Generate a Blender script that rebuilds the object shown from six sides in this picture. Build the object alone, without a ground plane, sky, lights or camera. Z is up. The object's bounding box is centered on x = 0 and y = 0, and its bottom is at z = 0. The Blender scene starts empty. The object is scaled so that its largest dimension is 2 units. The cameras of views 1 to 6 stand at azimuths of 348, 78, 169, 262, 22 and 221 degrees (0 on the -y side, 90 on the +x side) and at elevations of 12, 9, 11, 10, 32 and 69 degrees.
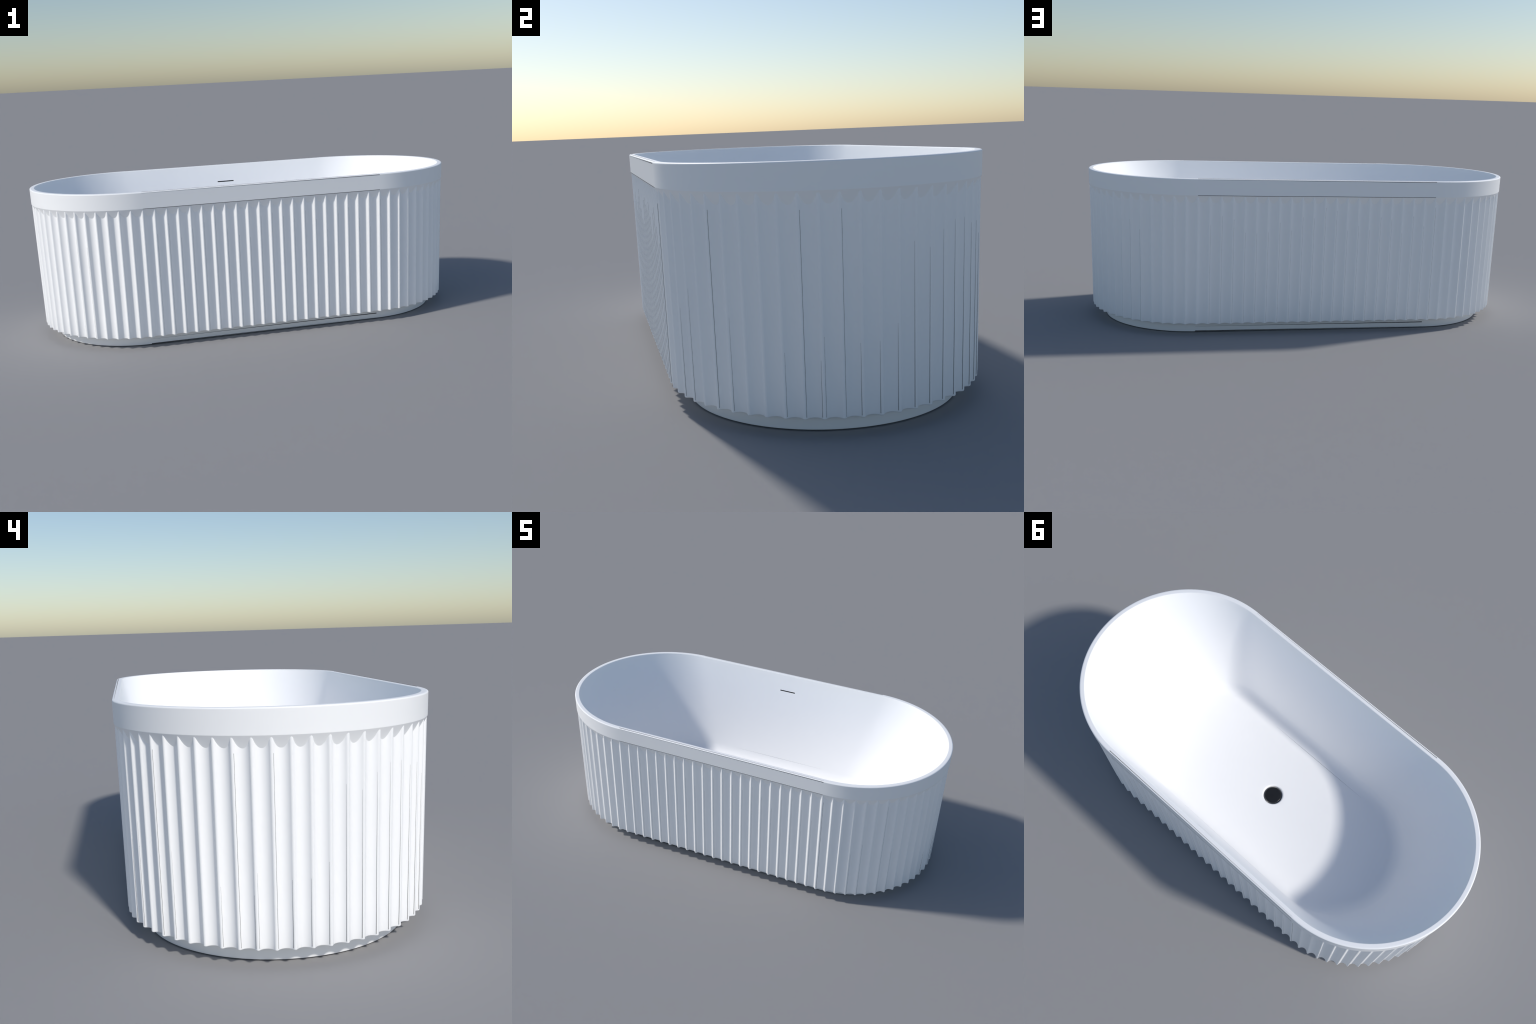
# Free-standing stadium-shaped bathtub with a fluted skirt, plain rim band, recessed plinth.
import bpy, bmesh, math, random
from mathutils import Vector

random.seed(7)

# ---------------------------------------------------------------- dimensions (metres)
A = 0.5294            # half length of the straight flanks = centre of the end arcs
R_RIM = 0.4706        # outer radius of the rim band (A + R_RIM = 1.0)
Z_TOP = 0.6884         # top of the rim
RIM_FILLET = 0.0040   # height of the rim's outer rounding
RIM_EASE = 0.0068     # its run across the top face
Z_BAND = 0.617        # lower edge of the band
R_BAND = 0.4691       # band radius at its lower edge (slight draft)
R_LIP = 0.4480        # inner edge of the rim's top face
LIP_FILLET = 0.0035

N_ARC, N_STRAIGHT = 29, 21        # flutes per end / per flank
R_CREST_TOP, R_CREST_BOTTOM = 0.4668, 0.4563
Z_SKIRT = 0.0482                   # underside of the skirt
CREST_RADIUS, FLUTE_RADIUS = 0.0057, 0.0238
CONE_SLOPE = 0.50                 # undercut below the band: inward run per drop
SKIRT_FILLET = 0.0038

R_PLINTH, Z_PLINTH = 0.3955, 0.0235
PLINTH_FILLET = 0.0255

# basin: (half straight length, radius, height)
BASIN_TOP = (A, 0.4473, 0.683)
BASIN_CORNER = (0.3765, 0.3275, 0.1655)   # where wall and floor would meet without fillet
FILLET_Z = 0.2135
FLOOR = (0.3775, 0.2780, 0.1655)
Z_DRAIN = 0.1585                       # the floor falls gently to the waste
DRAIN_R, DRAIN_FILLET = 0.0555, 0.0095
PLUG_R = 0.0410
SLOT_Z, SLOT_HALF, SLOT_H = 0.6003, 0.0437, 0.0027   # overflow slot in the +y wall

# ---------------------------------------------------------------- materials
def principled(name, colour, rough, **kw):
    m = bpy.data.materials.new(name)
    m.use_nodes = True
    b = m.node_tree.nodes["Principled BSDF"]
    b.inputs["Base Color"].default_value = (*colour, 1)
    b.inputs["Roughness"].default_value = rough
    for k, v in kw.items():
        b.inputs[k].default_value = v
    return m, b

def solid_surface(name, colour):
    """matt cast-stone white with a barely visible cloudy tone"""
    m, b = principled(name, colour, 0.5)
    nt = m.node_tree
    co = nt.nodes.new("ShaderNodeTexCoord")
    nz = nt.nodes.new("ShaderNodeTexNoise")
    nz.inputs["Scale"].default_value = 3.0
    nz.inputs["Detail"].default_value = 3.0
    rp = nt.nodes.new("ShaderNodeValToRGB")
    rp.color_ramp.elements[0].position = 0.3
    rp.color_ramp.elements[1].position = 0.7
    rp.color_ramp.elements[0].color = (*[c * 0.995 for c in colour], 1)
    rp.color_ramp.elements[1].color = (*colour, 1)
    nt.links.new(co.outputs["Object"], nz.inputs["Vector"])
    nt.links.new(nz.outputs["Fac"], rp.inputs["Fac"])
    nt.links.new(rp.outputs["Color"], b.inputs["Base Color"])
    return m

WHITE = solid_surface("white_cast_stone", (1.0, 1.0, 1.0))
DARK, _ = principled("dark_polished_metal", (0.0145, 0.0145, 0.015), 0.28)
CHROME, _ = principled("polished_chrome", (0.55, 0.56, 0.58), 0.18, Metallic=1.0)
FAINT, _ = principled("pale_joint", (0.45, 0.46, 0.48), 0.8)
SHADOW, _ = principled("dark_hairline", (0.012, 0.012, 0.013), 0.9)

# ---------------------------------------------------------------- helpers
def new_object(name, bm, mat, parent, smooth=True, angle=None):
    me = bpy.data.meshes.new(name)
    bmesh.ops.recalc_face_normals(bm, faces=bm.faces[:])
    bm.to_mesh(me)
    bm.free()
    me.materials.append(mat)
    for p in me.polygons:
        p.use_smooth = smooth
    if angle is not None:
        me.set_sharp_from_angle(angle=angle)
    ob = bpy.data.objects.new(name, me)
    bpy.context.scene.collection.objects.link(ob)
    ob.parent = parent
    return ob

def stadium_directions(n_arc, n_straight):
    """list of (k, dx, dy): point = (k*a + r*dx, r*dy), counter-clockwise closed loop"""
    out = []
    for i in range(n_arc):                      # +x end: from -y to +y
        t = -math.pi / 2 + math.pi * i / n_arc
        out.append((1.0, math.cos(t), math.sin(t)))
    for i in range(n_straight):                 # +y flank
        out.append((1.0 - 2.0 * i / n_straight, 0.0, 1.0))
    for i in range(n_arc):                      # -x end
        t = math.pi / 2 + math.pi * i / n_arc
        out.append((-1.0, math.cos(t), math.sin(t)))
    for i in range(n_straight):                 # -y flank
        out.append((-1.0 + 2.0 * i / n_straight, 0.0, -1.0))
    return out

def sweep(bm, profile, dirs):
    """sweep a list of (a, r, z) round the stadium; returns the rings"""
    rings = []
    for a, r, z in profile:
        rings.append([bm.verts.new((k * a + r * dx, r * dy, z)) for k, dx, dy in dirs])
    n = len(dirs)
    for p, q in zip(rings, rings[1:]):
        for i in range(n):
            j = (i + 1) % n
            bm.faces.new((p[i], p[j], q[j], q[i]))
    return rings

def arc_profile(a, cr, cz, rad, t0, t1, n):
    return [(a, cr + rad * math.cos(t0 + (t1 - t0) * i / n), cz + rad * math.sin(t0 + (t1 - t0) * i / n))
            for i in range(n + 1)]

DIRS = stadium_directions(96, 40)
TUB = bpy.data.objects.new("bathtub", None)
bpy.context.scene.collection.objects.link(TUB)
TUB["label"] = "white freestanding oval bathtub with vertically fluted sides"
TUB["category"] = "bathtub"

# ---------------------------------------------------------------- rim band
def build_rim():
    bm = bmesh.new()
    prof = [(A, R_BAND - 0.0003, Z_BAND), (A, R_BAND, Z_BAND + 0.0008), (A, R_BAND + 0.00002, Z_BAND + 0.0016)]
    zf = Z_TOP - RIM_FILLET
    prof += [(A, R_RIM - 0.0001, zf - 0.002)]
    for i in range(9):
        t = math.pi / 2 * i / 8
        prof.append((A, R_RIM - RIM_EASE * (1 - math.cos(t)), zf + RIM_FILLET * math.sin(t)))
    prof += [(A, R_RIM - RIM_EASE - 0.001, Z_TOP), (A, R_LIP + LIP_FILLET + 0.001, Z_TOP)]
    # inner lip rounds over into the sloping basin wall
    lip = arc_profile(A, R_LIP + LIP_FILLET, Z_TOP - LIP_FILLET, LIP_FILLET, math.pi / 2, math.pi, 6)
    prof += lip
    a, r, z = BASIN_TOP
    prof.append((a, r, z))
    sweep(bm, prof, DIRS)
    return new_object("rim_band", bm, WHITE, TUB)
build_rim()

# ---------------------------------------------------------------- basin
def mix(p, q, t):
    return tuple(u + (v - u) * t for u, v in zip(p, q))

def build_basin():
    bm = bmesh.new()
    t_f = (BASIN_TOP[2] - FILLET_Z) / (BASIN_TOP[2] - BASIN_CORNER[2])
    p0 = mix(BASIN_TOP, BASIN_CORNER, t_f)
    heights = [BASIN_TOP[2] + (FILLET_Z - BASIN_TOP[2]) * i / 24 for i in range(25)]
    heights = [h for h in heights if abs(h - SLOT_Z) > 0.004] + [SLOT_Z - SLOT_H, SLOT_Z + SLOT_H]
    heights.sort(reverse=True)
    prof = [mix(BASIN_TOP, BASIN_CORNER, (BASIN_TOP[2] - h) / (BASIN_TOP[2] - BASIN_CORNER[2])) for h in heights]
    slot_row = heights.index(SLOT_Z + SLOT_H)
    # snap the two flank columns nearest the slot's ends onto them
    k_slot = SLOT_HALF / prof[slot_row][0]
    dirs = list(DIRS)
    flank = [i for i, (k, dx, dy) in enumerate(dirs) if dx == 0.0 and dy == 1.0]
    i0 = min(flank, key=lambda i: abs(dirs[i][0] - k_slot))
    i1 = min(flank, key=lambda i: abs(dirs[i][0] + k_slot))
    dirs[i0] = (k_slot, 0.0, 1.0)
    dirs[i1] = (-k_slot, 0.0, 1.0)
    w = 0.78                                        # conic weight -> nearly circular fillet
    for i in range(1, 15):
        t = i / 14
        b0, b1, b2 = (1 - t) ** 2, 2 * t * (1 - t) * w, t * t
        s = b0 + b1 + b2
        prof.append(tuple((b0 * x + b1 * y + b2 * q) / s for x, y, q in zip(p0, BASIN_CORNER, FLOOR)))
    prof.append(mix(FLOOR, (0, 0, Z_DRAIN), 0.02))
    rings = sweep(bm, prof, dirs)
    gone = []                                       # open the overflow slot
    for i in range(i0, i1):
        vs = {rings[slot_row][i], rings[slot_row][i + 1], rings[slot_row + 1][i], rings[slot_row + 1][i + 1]}
        gone += [f for f in rings[slot_row][i].link_faces if set(f.verts) == vs]
    bmesh.ops.delete(bm, geom=gone, context="FACES_ONLY")
    # floor: rings shrinking from the stadium to the round waste opening
    n = len(DIRS)
    last = rings[-1]
    outline = [v.co.copy() for v in last]
    hole = []
    for c in outline:                               # matching angle on the waste circle
        t = math.atan2(c.y, c.x)
        hole.append(Vector((DRAIN_R * math.cos(t), DRAIN_R * math.sin(t), Z_DRAIN)))
    steps = [0.25, 0.5, 0.75, 0.95, 1.0]
    for s in steps:
        ring = [bm.verts.new(o.lerp(h, s)) for o, h in zip(outline, hole)]
        for i in range(n):
            j = (i + 1) % n
            bm.faces.new((last[i], last[j], ring[j], ring[i]))
        last = ring
    angs = [math.atan2(h.y, h.x) for h in hole]
    for i in range(1, 9):                           # rounded edge dipping into the waste
        t = math.pi / 2 * i / 8
        rr = DRAIN_R - DRAIN_FILLET * math.sin(t)
        zz = Z_DRAIN - DRAIN_FILLET * (1 - math.cos(t))
        ring = [bm.verts.new((rr * math.cos(q), rr * math.sin(q), zz)) for q in angs]
        for i2 in range(n):
            j = (i2 + 1) % n
            bm.faces.new((last[i2], last[j], ring[j], ring[i2]))
        last = ring
    for f, zz in ((1.0, 0.1285), (0.97, 0.1265), (0.6, 0.1260)):   # straight wall and seat of the waste
        ring = [bm.verts.new((q.co.x * f, q.co.y * f, zz)) for q in last] if f == 1.0 else \
               [bm.verts.new((w.co.x * f, w.co.y * f, zz)) for w in wall]
        if f == 1.0:
            wall = ring
        for i2 in range(n):
            j = (i2 + 1) % n
            bm.faces.new((last[i2], last[j], ring[j], ring[i2]))
        last = ring
    ob = new_object("basin", bm, WHITE, TUB)
    return ob
basin = build_basin()
basin.data.flip_normals() if basin.data.polygons[0].normal.z < 0 else None

# ---------------------------------------------------------------- waste plug
def build_plug():
    bm = bmesh.new()
    rim = PLUG_R
    z1 = Z_DRAIN - 0.0045
    prof = [(rim, z1 - 0.0045), (rim, z1 - 0.003)]
    for i in range(1, 6):
        t = math.pi / 2 * i / 5
        prof.append((rim - 0.003 + 0.003 * math.cos(t), z1 - 0.003 + 0.003 * math.sin(t)))
    prof += [(rim * 0.6, z1 + 0.0002), (rim * 0.2, z1 + 0.0003)]
    n = 64
    rings = [[bm.verts.new((r * math.cos(2 * math.pi * i / n), r * math.sin(2 * math.pi * i / n), z)) for i in range(n)]
             for r, z in prof]
    for p, q in zip(rings, rings[1:]):
        for i in range(n):
            j = (i + 1) % n
            bm.faces.new((p[i], p[j], q[j], q[i]))
    bm.faces.new(rings[-1])
    bm.faces.new(rings[0][::-1])
    plug = new_object("drain_plug", bm, DARK, TUB)
    # polished collar carrying the cap, standing free in the waste opening
    bm = bmesh.new()
    rings = [[bm.verts.new((r * math.cos(2 * math.pi * i / n), r * math.sin(2 * math.pi * i / n), z)) for i in range(n)]
             for r, z in ((rim - 0.004, z1 - 0.0044), (rim - 0.0006, z1 - 0.0044), (rim, z1 - 0.0052), (rim, 0.1258))]
    for p, q in zip(rings, rings[1:]):
        for i in range(n):
            j = (i + 1) % n
            bm.faces.new((p[i], p[j], q[j], q[i]))
    new_object("collar", bm, CHROME, plug, angle=math.radians(60))
build_plug()

# ---------------------------------------------------------------- overflow slot in the +y wall
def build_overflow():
    """dark pocket behind the slot cut in the wall, open to the basin"""
    def wall_y(z):
        return mix(BASIN_TOP, BASIN_CORNER, (BASIN_TOP[2] - z) / (BASIN_TOP[2] - BASIN_CORNER[2]))[1]
    bm = bmesh.new()
    corners = [(-1, -1), (1, -1), (1, 1), (-1, 1)]
    rings = []
    for grow, y in ((0.0006, 0.0004), (0.0006, 0.014)):
        rings.append([bm.verts.new((sx * (SLOT_HALF + grow), wall_y(SLOT_Z) + y + 0.23 * sz * SLOT_H,
                                    SLOT_Z + sz * (SLOT_H + grow))) for sx, sz in corners])
    a, b = rings
    for i in range(4):
        j = (i + 1) % 4
        bm.faces.new((a[i], a[j], b[j], b[i]))
    bm.faces.new(b)
    return new_object("overflow_slot", bm, DARK, TUB, smooth=False)
build_overflow()

# ---------------------------------------------------------------- fluted skirt
PITCH = 2 * A / N_STRAIGHT
HALF = PITCH / 2
THETA = math.asin(HALF / (CREST_RADIUS + FLUTE_RADIUS))
DEPTH = (CREST_RADIUS + FLUTE_RADIUS) * (1 - math.cos(THETA))

def flute_samples(nc=5, nf=12):
    """(s, d) across one pitch, from crest to crest; s in [0,1), d = depth below the crest"""
    half = []
    for i in range(nc):
        t = THETA * i / nc
        half.append((CREST_RADIUS * math.sin(t), CREST_RADIUS * (1 - math.cos(t))))
    for i in range(nf + 1):
        t = THETA * (1 - i / nf)
        half.append((HALF - FLUTE_RADIUS * math.sin(t), DEPTH - FLUTE_RADIUS * (1 - math.cos(t))))
    full = half + [(PITCH - s, d) for s, d in half[-2:0:-1]]
    return [(s / PITCH, d) for s, d in full]

FLUTE = flute_samples()

def crest_r(z):
    return R_CREST_BOTTOM + (R_CREST_TOP - R_CREST_BOTTOM) * (z - Z_SKIRT) / (Z_BAND - Z_SKIRT)

def skirt_columns():
    """(k, dx, dy, depth) all the way round"""
    cols = []
    for end, t0 in ((1, -math.pi / 2), (-1, math.pi / 2)):
        for i in range(N_ARC):
            for s, d in FLUTE:
                t = t0 + math.pi * (i + s) / N_ARC
                cols.append((end, math.cos(t), math.sin(t), d))
        for i in range(N_STRAIGHT):
            for s, d in FLUTE:
                cols.append((end * (1 - 2 * (i + s) / N_STRAIGHT), 0.0, float(end), d))
    return cols

def build_skirt():
    bm = bmesh.new()
    cols = skirt_columns()
    rows = []                    # each row: list of verts
    spec = []
    for k, dx, dy, d in cols:
        r_top = R_BAND - 0.0003
        # height where the undercut cone meets this flute line
        # r_top - CONE_SLOPE*(Z_BAND-z) = crest_r(z) - d
        slope = (R_CREST_TOP - R_CREST_BOTTOM) / (Z_BAND - Z_SKIRT)
        drop = (r_top - R_CREST_TOP + d) / (CONE_SLOPE - slope)
        zs = Z_BAND - drop
        line = [(r_top, Z_BAND), (crest_r(zs) - d, zs)]
        zb = Z_SKIRT + SKIRT_FILLET
        for i in range(1, 7):
            z = zs + (zb - zs) * i / 6
            line.append((crest_r(z) - d, z))
        for i in range(1, 6):
            t = math.pi / 2 * i / 5
            line.append((crest_r(zb) - d - SKIRT_FILLET * (1 - math.cos(t)), zb - SKIRT_FILLET * math.sin(t)))
        line.append((R_PLINTH + PLINTH_FILLET - 0.001, Z_SKIRT))
        spec.append(line)
    n = len(cols)
    for row in range(len(spec[0])):
        ring = []
        for (k, dx, dy, d), line in zip(cols, spec):
            r, z = line[row]
            ring.append(bm.verts.new((k * A + r * dx, r * dy, z)))
        rows.append(ring)
    for a, b in zip(rows, rows[1:]):
        for i in range(n):
            j = (i + 1) % n
            bm.faces.new((a[i], a[j], b[j], b[i]))
    # crisp crease where the flutes run out under the band, and at the underside
    for ring in (rows[1], rows[-2]):
        for i in range(n):
            e = bm.edges.get((ring[i], ring[(i + 1) % n]))
            if e and ring is rows[1]:
                e.smooth = False
    return new_object("fluted_skirt", bm, WHITE, TUB)
build_skirt()

# ---------------------------------------------------------------- plinth
def build_plinth():
    bm = bmesh.new()
    prof = [(A, R_PLINTH - 0.02, 0.0), (A, R_PLINTH - 0.0025, 0.0)]
    for i in range(1, 5):
        t = math.pi / 2 * i / 4
        prof.append((A, R_PLINTH - 0.0025 + 0.002 * math.sin(t), 0.002 * (1 - math.cos(t))))
    prof.append((A, R_PLINTH, Z_PLINTH))
    for i in range(1, 9):
        t = math.pi / 2 * i / 8
        prof.append((A, R_PLINTH + PLINTH_FILLET * (1 - math.cos(t)), Z_PLINTH + PLINTH_FILLET * math.sin(t)))
    rings = sweep(bm, prof, DIRS)
    bm.faces.new(rings[0])
    return new_object("plinth", bm, WHITE, TUB, angle=math.radians(50))
build_plinth()

# ---------------------------------------------------------------- thin near-black strips along the flanks
def dark_strip_mesh(name, r, z, nr, nz, w0, w1, proud=0.0004, depth=0.004):
    """thin dark wedge along the -y flank; width w0 at -x end, w1 at +x end,
    (nr, nz) = outward surface normal in the (radius, height) plane"""
    bm = bmesh.new()
    tr, tz = -nz, nr                       # tangent across the strip
    ends = []
    for x, w in ((-A, w0), (A, w1)):
        q = []
        for s, o in ((-1, proud), (1, proud), (1, -depth), (-1, -depth)):
            rr = r + nr * o + tr * s * w / 2
            zz = z + nz * o + tz * s * w / 2
            q.append(bm.verts.new((x, -rr, zz)))
        ends.append(q)
    a, b = ends
    for i in range(4):
        j = (i + 1) % 4
        bm.faces.new((a[i], a[j], b[j], b[i]))
    bm.faces.new(a)
    bm.faces.new(b[::-1])
    ob = new_object(name, bm, SHADOW, TUB, smooth=False)
    twin = ob.copy()                       # same strip on the opposite flank
    twin.rotation_euler = (0, 0, math.pi)
    bpy.context.scene.collection.objects.link(twin)
    twin.parent = TUB

dark_strip_mesh("band_dark_strip", R_BAND - 0.0003, Z_BAND, 0.9, -0.44, 0.0017, 0.0017)
dark_strip_mesh("rim_dark_strip", R_RIM - 0.0001, Z_TOP - RIM_FILLET, 0.98, 0.2, 0.0002, 0.0020)
dark_strip_mesh("rim_dark_strip", R_RIM - RIM_EASE, Z_TOP, 0.1, 0.995, 0.0020, 0.0002)
dark_strip_mesh("plinth_dark_strip", R_PLINTH, Z_PLINTH, 1.0, -0.05, 0.0002, 0.0036)
dark_strip_mesh("plinth_dark_strip", R_PLINTH - 0.0006, 0.0026, 1.0, 0.0, 0.0030, 0.0001)

# faint lines where the basin's bend meets floor (-y side) and wall (+y side)
def basin_line(y, z, ny, nz, x0, x1, w):
    bm = bmesh.new()
    rows = []
    for i in range(9):
        t = i / 8
        ww = w * math.sin(math.pi * min(max(t, 0.03), 0.97))
        c = Vector((x0 + (x1 - x0) * t, y, z))
        n = Vector((0, ny, nz)).normalized()
        tg = Vector((0, -n.z, n.y))
        rows.append([bm.verts.new(c + tg * s * ww / 2 + n * o) for s, o in ((-1, .0002), (1, .0002), (1, -.002), (-1, -.002))])
    for a, b in zip(rows, rows[1:]):
        for i in range(4):
            j = (i + 1) % 4
            bm.faces.new((a[i], a[j], b[j], b[i]))
    bm.faces.new(rows[0])
    bm.faces.new(rows[-1][::-1])
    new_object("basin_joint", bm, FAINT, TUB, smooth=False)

basin_line(-FLOOR[1], FLOOR[2], 0.0, 1.0, -0.33, 0.23, 0.0016)
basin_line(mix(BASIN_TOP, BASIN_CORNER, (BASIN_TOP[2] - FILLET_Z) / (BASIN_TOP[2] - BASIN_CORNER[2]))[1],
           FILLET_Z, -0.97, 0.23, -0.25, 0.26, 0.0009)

# fine dark wedges where crest rounding and flute meet
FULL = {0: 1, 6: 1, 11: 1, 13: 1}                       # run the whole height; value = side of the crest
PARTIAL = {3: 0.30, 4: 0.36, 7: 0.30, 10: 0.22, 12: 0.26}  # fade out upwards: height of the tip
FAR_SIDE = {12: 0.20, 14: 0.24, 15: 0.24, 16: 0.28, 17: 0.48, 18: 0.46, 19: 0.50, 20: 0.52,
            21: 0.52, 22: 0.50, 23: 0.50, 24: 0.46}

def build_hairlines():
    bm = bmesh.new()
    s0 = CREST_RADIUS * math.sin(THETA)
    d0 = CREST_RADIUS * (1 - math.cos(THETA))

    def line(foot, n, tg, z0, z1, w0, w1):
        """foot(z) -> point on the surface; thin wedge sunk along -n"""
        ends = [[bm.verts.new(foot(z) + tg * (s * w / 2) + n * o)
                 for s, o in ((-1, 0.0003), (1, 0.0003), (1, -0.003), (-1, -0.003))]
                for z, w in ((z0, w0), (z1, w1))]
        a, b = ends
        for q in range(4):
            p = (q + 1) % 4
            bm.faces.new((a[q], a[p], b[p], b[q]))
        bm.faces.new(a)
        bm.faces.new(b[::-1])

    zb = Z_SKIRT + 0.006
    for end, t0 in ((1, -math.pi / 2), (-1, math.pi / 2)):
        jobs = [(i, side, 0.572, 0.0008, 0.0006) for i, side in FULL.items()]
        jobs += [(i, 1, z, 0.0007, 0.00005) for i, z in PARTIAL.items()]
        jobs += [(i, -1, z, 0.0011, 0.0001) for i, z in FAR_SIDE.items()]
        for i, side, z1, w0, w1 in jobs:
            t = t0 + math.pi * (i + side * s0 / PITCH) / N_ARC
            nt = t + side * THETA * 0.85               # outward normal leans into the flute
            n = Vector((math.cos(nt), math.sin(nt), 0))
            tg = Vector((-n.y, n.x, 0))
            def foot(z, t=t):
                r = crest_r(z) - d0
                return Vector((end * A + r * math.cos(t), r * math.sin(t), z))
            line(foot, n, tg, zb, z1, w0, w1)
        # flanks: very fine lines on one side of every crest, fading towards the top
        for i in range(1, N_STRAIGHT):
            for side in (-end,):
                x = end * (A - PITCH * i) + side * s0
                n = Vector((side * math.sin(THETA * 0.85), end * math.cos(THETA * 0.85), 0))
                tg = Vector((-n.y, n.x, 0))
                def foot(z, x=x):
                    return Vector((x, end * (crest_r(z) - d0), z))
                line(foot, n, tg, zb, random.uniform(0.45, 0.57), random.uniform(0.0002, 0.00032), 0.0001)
    ob = new_object("flute_dark_lines", bm, SHADOW, TUB, smooth=False)
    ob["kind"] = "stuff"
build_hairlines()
